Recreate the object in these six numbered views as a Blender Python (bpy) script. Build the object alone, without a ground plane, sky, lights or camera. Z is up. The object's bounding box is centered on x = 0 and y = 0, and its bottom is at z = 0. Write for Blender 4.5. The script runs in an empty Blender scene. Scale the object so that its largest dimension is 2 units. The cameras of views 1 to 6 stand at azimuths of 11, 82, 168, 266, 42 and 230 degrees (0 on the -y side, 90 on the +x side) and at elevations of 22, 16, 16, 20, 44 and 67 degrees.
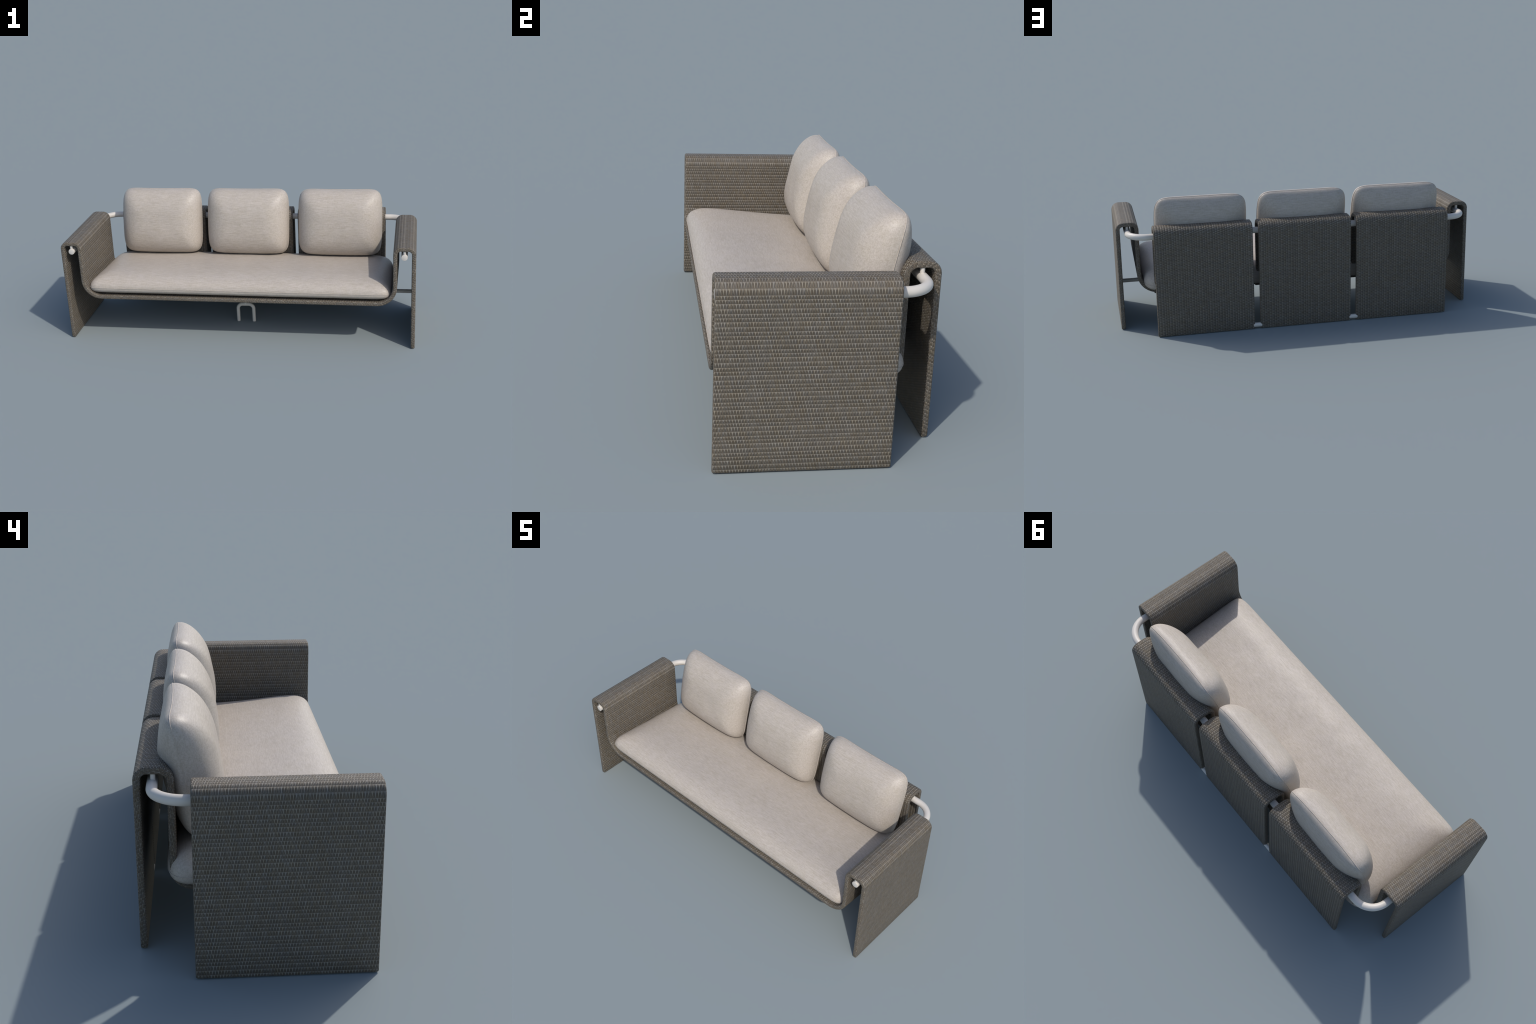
"""Outdoor three-seat sofa: woven-rope belts hung over a white tube frame,
one long seat cushion and three loose back cushions."""
import bpy, bmesh, math, random
from mathutils import Vector, Matrix, noise

random.seed(7)
SC = bpy.context.scene.collection

# ------------------------------------------------------------------ sizes (m)
HALF = 1.0            # half width over the arms
FRONT, ARM_BACK = -0.3575, 0.1865
BACK = 0.3575         # rear face of the back belts
T = 0.0225            # belt thickness
SLOPE = math.tan(math.radians(5.75))   # the seat falls towards the back

OUT_X, IN_X = HALF - T / 2, 0.889      # arm belt centre lines
ARM_TOP, ARM_R = 0.5985 - T / 2, 0.030
FIL_R = 0.1                            # arm-to-seat bend
OUT_Y, IN_Y = BACK - T / 2, 0.2465     # back belt centre lines
BACK_TOP, BACK_R, BACK_RF = 0.5965 - T / 2, 0.030, 0.036
BFIL_R = 0.060                         # back-to-seat bend
TUBE_R, TUBE_Z, TUBE_X, TUBE_Y, TUBE_BEND = 0.017, 0.541, 0.938, 0.3005, 0.1


def seat_z(y):
    """centre plane of the sloping seat belt"""
    return 0.252 + T / 2 - SLOPE * (y - FRONT)


# --------------------------------------------------------------- node helpers
class Nodes:
    def __init__(self, name):
        self.mat = bpy.data.materials.new(name)
        self.mat.use_nodes = True
        self.t = self.mat.node_tree
        self.t.nodes.clear()
        self.out = self.t.nodes.new("ShaderNodeOutputMaterial")
        self.bsdf = self.t.nodes.new("ShaderNodeBsdfPrincipled")
        self.link(self.bsdf.outputs[0], self.out.inputs[0])

    def link(self, a, b):
        self.t.links.new(a, b)

    def put(self, sock, v):
        if isinstance(v, bpy.types.NodeSocket):
            self.link(v, sock)
        else:
            sock.default_value = v

    def m(self, op, a, b=None, c=None, clamp=False):
        n = self.t.nodes.new("ShaderNodeMath")
        n.operation, n.use_clamp = op, clamp
        self.put(n.inputs[0], a)
        if b is not None:
            self.put(n.inputs[1], b)
        if c is not None:
            self.put(n.inputs[2], c)
        return n.outputs[0]

    def add(self, a, b): return self.m("ADD", a, b)
    def sub(self, a, b): return self.m("SUBTRACT", a, b)
    def mul(self, a, b): return self.m("MULTIPLY", a, b)
    def mn(self, a, b): return self.m("MINIMUM", a, b)
    def mx(self, a, b): return self.m("MAXIMUM", a, b)
    def pos(self, a): return self.m("MAXIMUM", a, 0.0)

    def hypot(self, a, b):
        return self.m("SQRT", self.add(self.mul(a, a), self.mul(b, b)))

    def pick(self, cond, yes, no):
        """cond in 0..1 blends no -> yes"""
        return self.add(no, self.mul(cond, self.sub(yes, no)))

    def step(self, v, lo, hi):
        n = self.t.nodes.new("ShaderNodeMapRange")
        n.interpolation_type = "SMOOTHSTEP"
        self.put(n.inputs["Value"], v)
        self.put(n.inputs["From Min"], lo)
        self.put(n.inputs["From Max"], hi)
        return n.outputs[0]

    def coords(self):
        tc = self.t.nodes.new("ShaderNodeTexCoord")
        sep = self.t.nodes.new("ShaderNodeSeparateXYZ")
        self.link(tc.outputs["Object"], sep.inputs[0])
        self.object_vec = tc.outputs["Object"]
        return sep.outputs

    def normal(self):
        g = self.t.nodes.new("ShaderNodeNewGeometry")
        sep = self.t.nodes.new("ShaderNodeSeparateXYZ")
        self.link(g.outputs["Normal"], sep.inputs[0])
        return sep.outputs

    def vec(self, x, y, z):
        n = self.t.nodes.new("ShaderNodeCombineXYZ")
        for s, v in zip(n.inputs, (x, y, z)):
            self.put(s, v)
        return n.outputs[0]

    def noise(self, vec, scale, detail=2.0, rough=0.5):
        n = self.t.nodes.new("ShaderNodeTexNoise")
        self.link(vec, n.inputs["Vector"])
        n.inputs["Scale"].default_value = scale
        n.inputs["Detail"].default_value = detail
        n.inputs["Roughness"].default_value = rough
        return n.outputs["Fac"]

    def white(self, x, y, z=0.0):
        n = self.t.nodes.new("ShaderNodeTexWhiteNoise")
        self.link(self.vec(x, y, z), n.inputs["Vector"])
        return n.outputs["Value"]

    def mix(self, fac, a, b):
        n = self.t.nodes.new("ShaderNodeMix")
        n.data_type = "RGBA"
        self.put(n.inputs["Factor"], fac)
        for s, v in ((n.inputs[6], a), (n.inputs[7], b)):
            self.put(s, v if isinstance(v, bpy.types.NodeSocket) else (*v, 1.0))
        return n.outputs[2]

    def bump(self, height, dist, strength=1.0):
        n = self.t.nodes.new("ShaderNodeBump")
        n.inputs["Distance"].default_value = dist
        n.inputs["Strength"].default_value = strength
        self.link(height, n.inputs["Height"])
        self.link(n.outputs[0], self.bsdf.inputs["Normal"])


# ------------------------------------------------------------------ materials
def bend(N, a, b, ca, cb, r, start):
    """Arc length round a corner whose centre is (ca, cb): a counts outwards on
    the first leg's side, b towards the second leg."""
    return N.add(start, N.mul(r, N.m("ARCTAN2", N.pos(N.sub(b, cb)), N.add(N.pos(N.sub(a, ca)), 1e-5))))


def belt_metric(N, p, z, outer, inner, top, r_out, r_in, r_fil, fil_z):
    """Length along the bent belt and offset from its centre line, worked out
    from the position alone (p = distance outwards, z = height)."""
    mid = 0.5 * (outer + inner)
    c1p, c1z = outer - r_out, top - r_out
    c2p, c2z = inner + r_in, top - r_in
    c3p = inner - r_fil
    # outer leg, first bend, half of the top
    s_a = N.add(bend(N, p, z, c1p, c1z, r_out, N.mn(z, c1z)), N.pos(N.sub(c1p, p)))
    d_a = N.sub(N.hypot(N.pos(N.sub(p, c1p)), N.pos(N.sub(z, c1z))), r_out)
    top_len = c1z + r_out * math.pi / 2 + (c1p - mid)
    # other half of the top, second bend, inner leg, bend into the seat, seat
    run = N.sub(mid, N.mx(p, c2p))
    turn2 = N.mul(r_in, N.m("ARCTAN2", N.pos(N.sub(c2p, p)), N.add(N.pos(N.sub(z, c2z)), 1e-5)))
    on_top = N.m("GREATER_THAN", z, c2z)
    below = N.m("LESS_THAN", z, c2z)
    turn2 = N.pick(below, r_in * math.pi / 2, turn2)
    drop = N.pos(N.sub(c2z, N.mx(z, fil_z)))
    turn3 = N.mul(r_fil, N.m("ARCTAN2", N.pos(N.sub(fil_z, z)), N.add(N.pos(N.sub(p, c3p)), 1e-5)))
    flat = N.mul(N.pos(N.sub(c3p, p)), below)
    s_b = N.add(N.add(N.add(N.add(top_len, N.pos(run)), turn2), drop), N.add(N.mul(turn3, below), flat))
    d_b2 = N.sub(N.hypot(N.pos(N.sub(c2p, p)), N.pos(N.sub(z, c2z))), r_in)
    d_b3 = N.sub(N.hypot(N.pos(N.sub(p, c3p)), N.pos(N.sub(fil_z, z))), r_fil)
    d_b = N.pick(on_top, d_b2, d_b3)
    is_a = N.m("GREATER_THAN", p, mid)
    return N.pick(is_a, s_a, s_b), N.pick(is_a, d_a, d_b)


def weave_material(name, across):
    """Flat resin rope woven in rows of tapered stitches.  across='y' for the
    arm-to-arm belt, 'x' for the back belts."""
    N = Nodes(name)
    x, y, z = N.coords()
    n = N.normal()
    if across == "y":
        fil_z = N.sub(seat_z(FRONT) + FIL_R, N.mul(SLOPE, N.sub(y, FRONT)))
        s, d = belt_metric(N, N.m("ABSOLUTE", x), z, OUT_X, IN_X, ARM_TOP, ARM_R, ARM_R, FIL_R, fil_z)
        width, edge = y, N.m("ABSOLUTE", n[1])
        row_c, stitch_c = s, width
    else:
        s, d = belt_metric(N, y, z, OUT_Y, IN_Y, BACK_TOP, BACK_R, BACK_RF, BFIL_R, 0.2685)
        width, edge = x, N.m("ABSOLUTE", n[0])
        row_c, stitch_c = width, s
    is_edge = N.m("GREATER_THAN", edge, 0.72)
    # on the cut edges the strands run along the belt in two or three ranks
    wob = N.noise(N.object_vec, 45.0, 2.0)
    stitch_e = N.add(N.mul(d, 1.15), N.mul(N.sub(wob, 0.5), 0.010))
    row_e = N.add(s, N.mul(N.m("SINE", N.mul(N.m("FLOOR", N.m("DIVIDE", d, 0.0075)), 2.1)), 0.005))
    row_c = N.pick(is_edge, row_e, row_c)
    stitch_c = N.pick(is_edge, N.add(stitch_e, 0.5), stitch_c)
    # rows: four in a cycle, of unlike height
    pitch, cycle = 0.0136, 0.0544
    ph = N.mul(row_c, 2 * math.pi / cycle)
    rows = N.add(N.m("DIVIDE", row_c, pitch), N.mul(N.m("SINE", ph), 0.10))
    ri, t = N.m("FLOOR", rows), N.m("FRACT", rows)
    if across == "y":
        # the stitches hang downwards on both faces of the arms
        inside = N.m("LESS_THAN", N.m("ABSOLUTE", x), 0.5 * (OUT_X + IN_X))
        t = N.pick(inside, N.sub(1.0, t), t)
    kind = N.m("FLOORED_MODULO", ri, 4.0)
    rnd = N.white(kind, 3.0)
    # stitches: pale strands hang from a bar and taper, dark slits beside them
    skew = N.mul(N.sub(N.noise(N.vec(N.mul(stitch_c, 60.0), N.mul(ri, 3.3), 0.0), 1.0, 1.0), 0.5), N.pick(is_edge, 1.9, 1.1))
    u = N.add(N.add(N.m("DIVIDE", stitch_c, 0.0091), N.mul(ri, 0.37)), N.mul(skew, N.sub(t, 0.4)))
    ui, f = N.m("FLOOR", u), N.m("FRACT", u)
    dist = N.mul(N.m("ABSOLUTE", N.sub(f, 0.5)), 2.0)          # 0 centre of a strand
    rs = N.white(ui, ri, 1.0)
    taper = N.pick(is_edge, 0.24, 0.43)
    wid = N.add(N.add(0.20, N.mul(N.m("POWER", t, 1.6), taper)), N.mul(N.sub(rs, 0.5), 0.12))
    off_w = N.sub(dist, wid)
    light = N.sub(1.0, N.step(off_w, -0.20, 0.12))
    slit = N.sub(1.0, N.step(N.m("ABSOLUTE", N.sub(off_w, 0.21)), 0.06, 0.30))
    slit = N.mul(slit, N.mul(N.step(t, 0.84, 0.66), N.step(t, 0.04, 0.22)))
    bar = N.mul(N.step(t, 0.76, 0.86), N.step(t, 1.0, 0.94))
    gap = N.add(N.step(t, 0.22, 0.03), N.step(t, 0.95, 1.0))
    fibre = N.noise(N.vec(N.mul(row_c, 300.0), N.mul(stitch_c, 900.0), N.mul(rs, 9.0)), 1.0, 2.0)
    col = N.mix(light, (0.153, 0.126, 0.095), (0.240, 0.214, 0.173))
    col = N.mix(N.mul(bar, 0.35), col, (0.215, 0.191, 0.155))
    col = N.mix(N.mul(slit, N.pick(is_edge, 0.55, 0.80)), col, (0.034, 0.028, 0.022))
    col = N.mix(N.mul(gap, N.pick(is_edge, 0.30, 0.36 if across == "y" else 0.52)), col, (0.060, 0.049, 0.038))
    # rows, strands and patches differ a little
    tone = N.add(0.86, N.mul(rs, 0.12))
    tone = N.mul(tone, N.add(0.95, N.mul(rnd, 0.08)))
    tone = N.mul(tone, N.add(0.88, N.mul(fibre, 0.24)))
    tone = N.mul(tone, N.add(0.92, N.mul(N.noise(N.object_vec, 9.0, 2.0), 0.16)))
    hs = N.t.nodes.new("ShaderNodeHueSaturation")
    N.link(col, hs.inputs["Color"])
    N.link(tone, hs.inputs["Value"])
    N.link(N.add(0.75, N.mul(N.white(ui, ri, 5.0), 0.45)), hs.inputs["Saturation"])
    N.link(hs.outputs[0], N.bsdf.inputs["Base Color"])
    N.bsdf.inputs["Roughness"].default_value = 0.62
    N.bsdf.inputs["Specular IOR Level"].default_value = 0.35
    round_row = N.m("SINE", N.mul(t, math.pi))
    h = N.add(N.mul(light, 0.45), N.mul(round_row, 0.8))
    h = N.sub(h, N.mul(slit, 0.35))
    N.bump(h, 0.0022, 0.6 if across == "y" else 0.8)
    return N.mat


def linen_material(name, thread_x):
    """Heathered outdoor linen: fine threads both ways, longer slubs along x."""
    N = Nodes(name)
    x, y, z = N.coords()
    v1 = N.vec(N.mul(x, 36.0), N.mul(y, 330.0), N.mul(z, 330.0))
    v2 = N.vec(N.mul(x, 330.0), N.mul(y, 90.0), N.mul(z, 90.0))
    v3 = N.vec(N.mul(x, 16.0), N.mul(y, 180.0), N.mul(z, 180.0))
    warp, weft, slub = N.noise(v1, 1.0, 3.0, 0.6), N.noise(v2, 1.0, 3.0, 0.6), N.noise(v3, 1.0, 2.0)
    blot = N.noise(N.object_vec, 11.0, 3.0, 0.6)
    hue = N.noise(N.object_vec, 28.0, 2.0, 0.6)
    thread = N.add(N.mul(warp, 0.46), N.add(N.mul(weft, 0.30), N.mul(slub, 0.24)))
    base = N.mix(N.step(hue, 0.35, 0.65), (0.470, 0.412, 0.342), (0.486, 0.430, 0.380))
    dark = N.mix(N.step(thread, 0.35, 0.65), (0.365, 0.315, 0.260), (0.560, 0.505, 0.448))
    col = N.mix(0.62, base, dark)
    hs = N.t.nodes.new("ShaderNodeHueSaturation")
    N.link(col, hs.inputs["Color"])
    N.link(N.add(0.925, N.mul(blot, 0.09)), hs.inputs["Value"])
    N.link(hs.outputs[0], N.bsdf.inputs["Base Color"])
    N.bsdf.inputs["Roughness"].default_value = 0.47
    N.bsdf.inputs["Specular IOR Level"].default_value = 0.42
    N.bump(N.add(thread, N.mul(blot, 0.3)), 0.0012, 0.5)
    return N.mat


def paint_material(name):
    """White powder-coated metal with a faint orange peel."""
    N = Nodes(name)
    N.coords()
    mott = N.noise(N.object_vec, 30.0, 2.0)
    N.link(N.mix(mott, (0.635, 0.592, 0.532), (0.665, 0.622, 0.562)), N.bsdf.inputs["Base Color"])
    N.bsdf.inputs["Roughness"].default_value = 0.45
    N.bump(N.noise(N.object_vec, 700.0, 1.0), 0.0003, 0.15)
    return N.mat


ARM_WEAVE = weave_material("woven_rope_along_arms", "y")
BACK_WEAVE = weave_material("woven_rope_along_back", "x")
LINEN = linen_material("heathered_linen", True)
PAINT = paint_material("white_powder_coat")


# ------------------------------------------------------------ object builders
def mesh_object(name, verts, faces, mat, parent, smooth_angle=None):
    me = bpy.data.meshes.new(name)
    me.from_pydata([tuple(v) for v in verts], [], faces)
    bm = bmesh.new()
    bm.from_mesh(me)
    bmesh.ops.recalc_face_normals(bm, faces=bm.faces)
    for f in bm.faces:
        f.smooth = True
    if smooth_angle is not None:
        for e in bm.edges:
            if len(e.link_faces) == 2 and e.calc_face_angle(0.0) > smooth_angle:
                e.smooth = False
    bm.to_mesh(me)
    bm.free()
    me.materials.append(mat)
    ob = bpy.data.objects.new(name, me)
    SC.objects.link(ob)
    ob.parent = parent
    return ob


def arc(c, r, a0, a1, n):
    return [(c[0] + r * math.cos(a0 + (a1 - a0) * i / n), c[1] + r * math.sin(a0 + (a1 - a0) * i / n)) for i in range(n + 1)]


def line(a, b, n):
    return [(a[0] + (b[0] - a[0]) * i / n, a[1] + (b[1] - a[1]) * i / n) for i in range(n + 1)]


def clean(pts):
    out = [pts[0]]
    for p in pts[1:]:
        if math.dist(p, out[-1]) > 1e-5:
            out.append(p)
    return out


def arm_half_path(y):
    """centre line of the arm-to-arm belt from the floor to mid-seat, at depth y"""
    H = math.pi / 2
    zs = seat_z(y)
    c1, c2, c3 = (OUT_X - ARM_R, ARM_TOP - ARM_R), (IN_X + ARM_R, ARM_TOP - ARM_R), (IN_X - FIL_R, zs + FIL_R)
    p = line((OUT_X, 0.0), (OUT_X, c1[1]), 8)
    p += arc(c1, ARM_R, 0, H, 10) + arc(c2, ARM_R, H, 2 * H, 10)
    p += line((IN_X, c2[1]), (IN_X, c3[1]), 6)
    p += arc(c3, FIL_R, 0, -H, 16)
    p += line((c3[0], zs), (0.0, zs), 12)
    return clean(p)


def arm_path(y):
    half = arm_half_path(y)
    return half + [(-q[0], q[1]) for q in reversed(half[:-1])]


def back_path(_):
    """centre line of one back belt, floor to seat, in (y, z)"""
    H = math.pi / 2
    tilt = math.atan(SLOPE)
    c1, c2 = (OUT_Y - BACK_R, BACK_TOP - BACK_R), (IN_Y + BACK_RF, BACK_TOP - BACK_RF)
    yj = ARM_BACK - 0.0035
    # fillet tangent to the sloping seat
    c3y = IN_Y - BFIL_R
    c3 = (c3y, seat_z(c3y) + BFIL_R / math.cos(tilt))
    p = line((OUT_Y, 0.0), (OUT_Y, c1[1]), 8)
    p += arc(c1, BACK_R, 0, H, 10) + arc(c2, BACK_RF, H, 2 * H, 10)
    p += line((IN_Y, c2[1]), (IN_Y, c3[1]), 6)
    p += arc(c3, BFIL_R, 0, -H - tilt, 14)
    p.append((yj - 0.004, seat_z(yj - 0.004)))
    return clean(p)


def belt(name, path, w0, w1, to_xyz, mat, parent, round_edge=0.0065):
    """Loft a rounded strap: path(w) gives the centre line at width position w."""
    h, r = T / 2, round_edge
    ring = []                                   # (w, offset)
    inner = [w0 + r + (w1 - w0 - 2 * r) * i / 8 for i in range(9)]
    for w in inner:
        ring.append((w, h))
    for k in range(1, 7):
        a = math.pi / 2 - k * math.pi / 2 / 6
        ring.append((w1 - r + r * math.cos(a), h - r + r * math.sin(a)))
    for k in range(7):
        a = -k * math.pi / 2 / 6
        ring.append((w1 - r + r * math.cos(a), -h + r + r * math.sin(a)))
    for w in reversed(inner[:-1]):
        ring.append((w, -h))
    for k in range(1, 7):
        a = -math.pi / 2 - k * math.pi / 2 / 6
        ring.append((w0 + r + r * math.cos(a), -h + r + r * math.sin(a)))
    for k in range(6):
        a = math.pi - k * math.pi / 2 / 6
        ring.append((w0 + r + r * math.cos(a), h - r + r * math.sin(a)))
    verts, faces = [], []
    cols = []
    for w, off in ring:
        pts = path(w)
        col = []
        m = len(pts)
        for i, p in enumerate(pts):
            a, b = pts[max(i - 1, 0)], pts[min(i + 1, m - 1)]
            t = Vector((b[0] - a[0], b[1] - a[1])).normalized()
            nrm = Vector((t.y, -t.x))
            col.append((Vector(p) + nrm * off, t, w))
        cols.append(col)
    m, k = len(cols[0]), len(ring)
    wm = 0.5 * (w0 + w1)
    b = 0.004                                    # rounding of the cut ends

    def station(i, shrink, slide):
        for (w, off), col in zip(ring, cols):
            p, t, _ = col[i]
            nrm = Vector((t.y, -t.x))
            q = p - nrm * (shrink * off / h) + t * slide
            ww = w + (wm - w) / (0.5 * (w1 - w0)) * shrink
            verts.append(to_xyz(q.x, q.y, ww))

    plan = [(0, b, 0.0), (0, b * 0.3, b * 0.3), (0, 0.0, b)] + [(i, 0.0, 0.0) for i in range(1, m - 1)] + [(m - 1, 0.0, -b), (m - 1, b * 0.3, -b * 0.3), (m - 1, b, 0.0)]
    for st in plan:
        station(*st)
    for i in range(len(plan) - 1):
        for j in range(k):
            faces.append((i * k + j, i * k + (j + 1) % k, (i + 1) * k + (j + 1) % k, (i + 1) * k + j))
    faces.append(tuple(range(k)))
    faces.append(tuple((len(plan) - 1) * k + j for j in range(k)))
    ob = mesh_object(name, verts, faces, mat, parent, math.radians(40))
    return ob


def tube(name, pts, r, mat, parent, seg=24, cap=0.003):
    """Round bar along a polyline with softly chamfered ends."""
    pts = [Vector(p) for p in pts]
    verts, faces = [], []
    up = None
    rings = []
    m = len(pts)
    for i, p in enumerate(pts):
        t = (pts[min(i + 1, m - 1)] - pts[max(i - 1, 0)]).normalized()
        if up is None:
            up = t.orthogonal().normalized()
        up = (up - t * up.dot(t)).normalized()
        rings.append((p, t, up.copy(), r))
    first, last = rings[0], rings[-1]
    seq = [(first[0], first[1], first[2], r - cap), (first[0] + first[1] * cap * 0.3, first[1], first[2], r - cap * 0.3), (first[0] + first[1] * cap, first[1], first[2], r)]
    seq += rings[1:-1]
    seq += [(last[0] - last[1] * cap, last[1], last[2], r), (last[0] - last[1] * cap * 0.3, last[1], last[2], r - cap * 0.3), (last[0], last[1], last[2], r - cap)]
    for p, t, u, rr in seq:
        v = t.cross(u)
        for j in range(seg):
            a = 2 * math.pi * j / seg
            verts.append(p + (u * math.cos(a) + v * math.sin(a)) * rr)
    for i in range(len(seq) - 1):
        for j in range(seg):
            faces.append((i * seg + j, i * seg + (j + 1) % seg, (i + 1) * seg + (j + 1) % seg, (i + 1) * seg + j))
    faces.append(tuple(reversed(range(seg))))
    faces.append(tuple((len(seq) - 1) * seg + j for j in range(seg)))
    return mesh_object(name, verts, faces, mat, parent, math.radians(40))


def cushion(name, w, h, fall_a, fall_b, up, down, frame, parent, seed, corner=7.0, bow=0.0, dip=0.0, pull=0.0, back_fill=0.0, front_square=0.0, rings=36, segs=176):
    """Two domed shells sewn along a rounded seam. Local axes: a across, b along
    the short side, c out of the face.  up / down = (height, fullness, edge
    roundness, crown) of the show side and of the hidden side, crown = how much they fall off towards the rim."""

    def level(a, b):
        """0 in the flat middle, 1 on the seam"""
        U = max(0.0, 1 - (w - abs(a)) / fall_a)
        V = max(0.0, 1 - (h - abs(b)) / fall_b)
        n = corner + front_square * max(0.0, min(1.0, 0.5 - b / h))
        return (U ** n + V ** n) ** (1 / n)

    def dome(a, b, shell):
        tall, full, edge_r, crown = shell
        full *= 1 + back_fill * max(0.0, b / h)
        core = max(0.0, 1 - min(1.0, level(a, b)) ** full) ** (1 / edge_r)
        return tall * core * (1 - crown * ((a / w) ** 2 + (b / h) ** 2) * 0.5)

    def place(a, b, c):
        u, v = a / w, b / h
        a2 = a + bow * u * (1 - v * v)
        b2 = b + bow * v * (1 - u * u)
        if v > 0:
            b2 -= dip * v * (1 - u * u)
        # the stuffing of the corners pushes the seam back
        c -= pull * (u * u * v * v) ** 1.5
        return frame @ Vector((a2, b2, c))

    edge = []
    for j in range(segs):
        th = 2 * math.pi * j / segs
        cx, cy = math.cos(th) * w, math.sin(th) * h
        lo, hi = 0.5, 1.6
        for _ in range(40):
            mid = 0.5 * (lo + hi)
            lo, hi = (mid, hi) if level(cx * mid, cy * mid) < 1 else (lo, mid)
        edge.append((cx * lo, cy * lo))

    verts, faces = [], []
    radii = [1 - (1 - i / rings) ** 2.2 for i in range(1, rings + 1)]
    off = Vector((seed * 3.1, seed * 1.7, 0.3))

    def shell_verts(shell, sign, rs):
        for rr in rs:
            for px, py in edge:
                a, b = px * rr, py * rr
                c = sign * dome(a, b, shell) if rr < 1 else 0.0
                soft = noise.noise(Vector((a * 6, b * 6, sign * 5)) + off) + 0.5 * noise.noise(Vector((a * 14, b * 14, sign * 5)) + off)
                verts.append(place(a, b, c + 0.0022 * soft * (1 - rr ** 6)))

    verts.append(place(0, 0, dome(0, 0, up)))
    shell_verts(up, 1, radii)
    last = 1 + (rings - 1) * segs
    for j in range(segs):
        faces.append((0, 1 + j, 1 + (j + 1) % segs))
    for i in range(rings - 1):
        for j in range(segs):
            p = 1 + i * segs
            faces.append((p + j, p + segs + j, p + segs + (j + 1) % segs, p + (j + 1) % segs))
    start = len(verts)
    shell_verts(down, -1, radii[:-1])
    verts.append(place(0, 0, -dome(0, 0, down)))
    pole = len(verts) - 1
    for j in range(segs):
        faces.append((pole, start + (j + 1) % segs, start + j))
    for i in range(rings - 1):
        p = start + i * segs
        q = p + segs if i < rings - 2 else last
        for j in range(segs):
            faces.append((p + j, p + (j + 1) % segs, q + (j + 1) % segs, q + j))
    ob = mesh_object(name, verts, faces, LINEN, parent)
    # sewn seam: a thin cord that stands just proud of the two shells
    cord, cf, k, cr = [], [], 8, 0.0014
    for j in range(segs):
        p0, p1, pm = edge[j - 1], edge[(j + 1) % segs], edge[j]
        t = Vector((p1[0] - p0[0], p1[1] - p0[1])).normalized()
        nx, ny = t.y, -t.x
        for i in range(k):
            an = 2 * math.pi * i / k
            o = cr * math.cos(an) + 0.0006
            cord.append(place(pm[0] + nx * o, pm[1] + ny * o, cr * math.sin(an)))
    for j in range(segs):
        for i in range(k):
            cf.append((j * k + i, ((j + 1) % segs) * k + i, ((j + 1) % segs) * k + (i + 1) % k, j * k + (i + 1) % k))
    mesh_object("seam_cord", cord, cf, LINEN, ob)
    return ob


# --------------------------------------------------------------------- build
sofa = bpy.data.objects.new("outdoor_sofa", None)
SC.objects.link(sofa)
sofa["label"] = "three-seat outdoor sofa, grey-brown woven sides, beige cushions, white tube frame"
sofa["category"] = "sofa"

# woven belts
belt("seat_and_arm_belt", arm_path, FRONT, ARM_BACK, lambda p, z, w: (p, w, z), ARM_WEAVE, sofa)
GAPS = [(-0.813, -0.287), (-0.2555, 0.2555), (0.287, 0.813)]
for x0, x1 in GAPS:
    belt("back_belt", back_path, x0, x1, lambda p, z, w: (w, p, z), BACK_WEAVE, sofa)

# tube frame: one bar runs round three sides under the folds
H = math.pi / 2
cx, cy = TUBE_X - TUBE_BEND, TUBE_Y - TUBE_BEND
half = [(TUBE_X, FRONT + 0.003, TUBE_Z), (TUBE_X, -0.1, TUBE_Z)]
half += [(x, y, TUBE_Z) for x, y in arc((cx, cy), TUBE_BEND, 0, H, 20)]
whole = half + [(0.0, TUBE_Y, TUBE_Z)] + [(-p[0], p[1], p[2]) for p in reversed(half)]
frame = tube("tube_frame", whole, TUBE_R, PAINT, sofa, 32, 0.002)
for sx in (-1, 1):
    for y in (FRONT + 0.013, 0.165):
        tube("hanger_pin", [(sx * TUBE_X, y, TUBE_Z), (sx * TUBE_X, y, TUBE_Z + 0.02), (sx * TUBE_X, y, ARM_TOP - 0.004)], 0.008, PAINT, frame, 16, 0.001)
for x in (-0.8, -0.3, -0.24, 0.24, 0.3, 0.8):
    tube("hanger_pin", [(x, TUBE_Y - 0.003, TUBE_Z), (x, TUBE_Y - 0.003, TUBE_Z + 0.02), (x, TUBE_Y - 0.003, BACK_TOP - 0.004)], 0.008, PAINT, frame, 16, 0.001)
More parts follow.
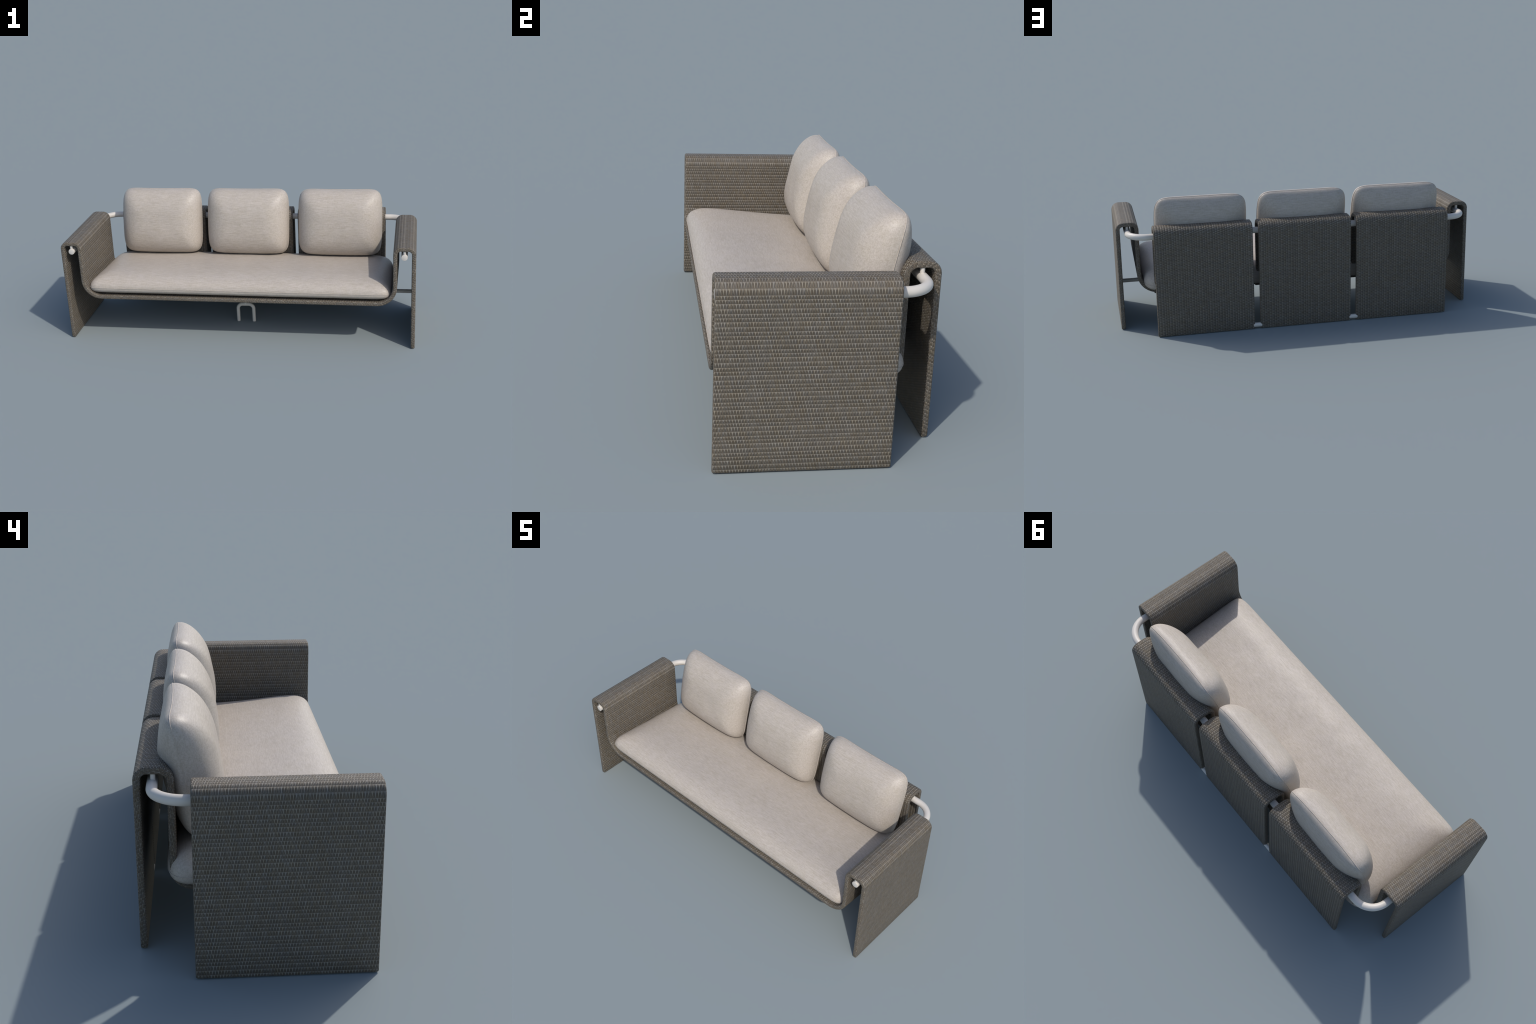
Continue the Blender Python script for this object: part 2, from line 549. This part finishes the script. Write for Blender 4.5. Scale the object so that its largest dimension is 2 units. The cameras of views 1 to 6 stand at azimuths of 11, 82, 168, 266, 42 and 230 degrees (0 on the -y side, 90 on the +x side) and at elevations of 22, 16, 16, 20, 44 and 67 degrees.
# stretcher under the seat from arm to arm, and the middle foot
STR_Y, STR_R = -0.045, 0.0112
str_z = seat_z(STR_Y) - T / 2 - STR_R + 0.001
tube("stretcher_bar", [(-OUT_X + 0.004, STR_Y, str_z), (-0.3, STR_Y, str_z), (0.3, STR_Y, str_z), (OUT_X - 0.004, STR_Y, str_z)], STR_R, PAINT, frame, 20, 0.001)
FOOT_Y, FOOT_R, FOOT_W, FOOT_H, FOOT_B = -0.068, 0.0102, 0.047, 0.110, 0.028
fp = [(-FOOT_W, 0.0), (-FOOT_W, 0.03), (-FOOT_W, 0.06)] + arc((-FOOT_W + FOOT_B, FOOT_H - FOOT_B), FOOT_B, math.pi, H, 10)
fp += arc((FOOT_W - FOOT_B, FOOT_H - FOOT_B), FOOT_B, H, 0, 10) + [(FOOT_W, 0.06), (FOOT_W, 0.03), (FOOT_W, 0.0)]
foot = tube("middle_foot", [(p[0], FOOT_Y, p[1]) for p in clean(fp)], FOOT_R, PAINT, frame, 20, 0.0015)
tube("foot_post", [(0, FOOT_Y, FOOT_H), (0, FOOT_Y, 0.16), (0, FOOT_Y, seat_z(FOOT_Y) - 0.004)], 0.009, PAINT, frame, 16, 0.001)
# links that tie the back belts together at the floor
for g in (-0.27125, 0.27125):
    tube("floor_link", [(g - 0.0235, OUT_Y + 0.0005, 0.0185), (g, OUT_Y + 0.0005, 0.0185), (g + 0.0235, OUT_Y + 0.0005, 0.0185)], 0.0124, PAINT, frame, 24, 0.001)

# seat cushion
tilt = math.atan(SLOPE)
y_mid = -0.043
z_mid = 0.318 - SLOPE * (y_mid + 0.352)
seat_frame = Matrix.Translation((0, y_mid, z_mid)) @ Matrix.Rotation(-tilt, 4, "X")
cushion("seat_cushion", 0.868, 0.312, 0.26, 0.26, (0.079, 3.6, 2.0, 0.05), (0.043, 7.0, 2.6, 0.05), seat_frame, sofa, 1, corner=6.0, front_square=5.5, back_fill=0.7, rings=44, segs=256)

# back cushions lean on the back belts
lean = math.radians(11.0)
for i, xc in enumerate((-0.546, -0.010, 0.547)):
    local = Matrix(((1, 0, 0, 0), (0, 0, -1, 0), (0, 1, 0, 0), (0, 0, 0, 1)))   # a=x, b=z, c=-y
    fr = Matrix.Translation((xc, 0.203, 0.542)) @ Matrix.Rotation(-lean, 4, "X") @ local
    cushion("back_cushion", 0.2445, 0.198, 0.170, 0.20, (0.110, 2.9, 2.05, 0.11), (0.080, 2.3, 2.05, 0.25), fr, sofa, 5 + i, corner=6.3, bow=0.004, dip=0.008, pull=0.010, back_fill=-0.3)
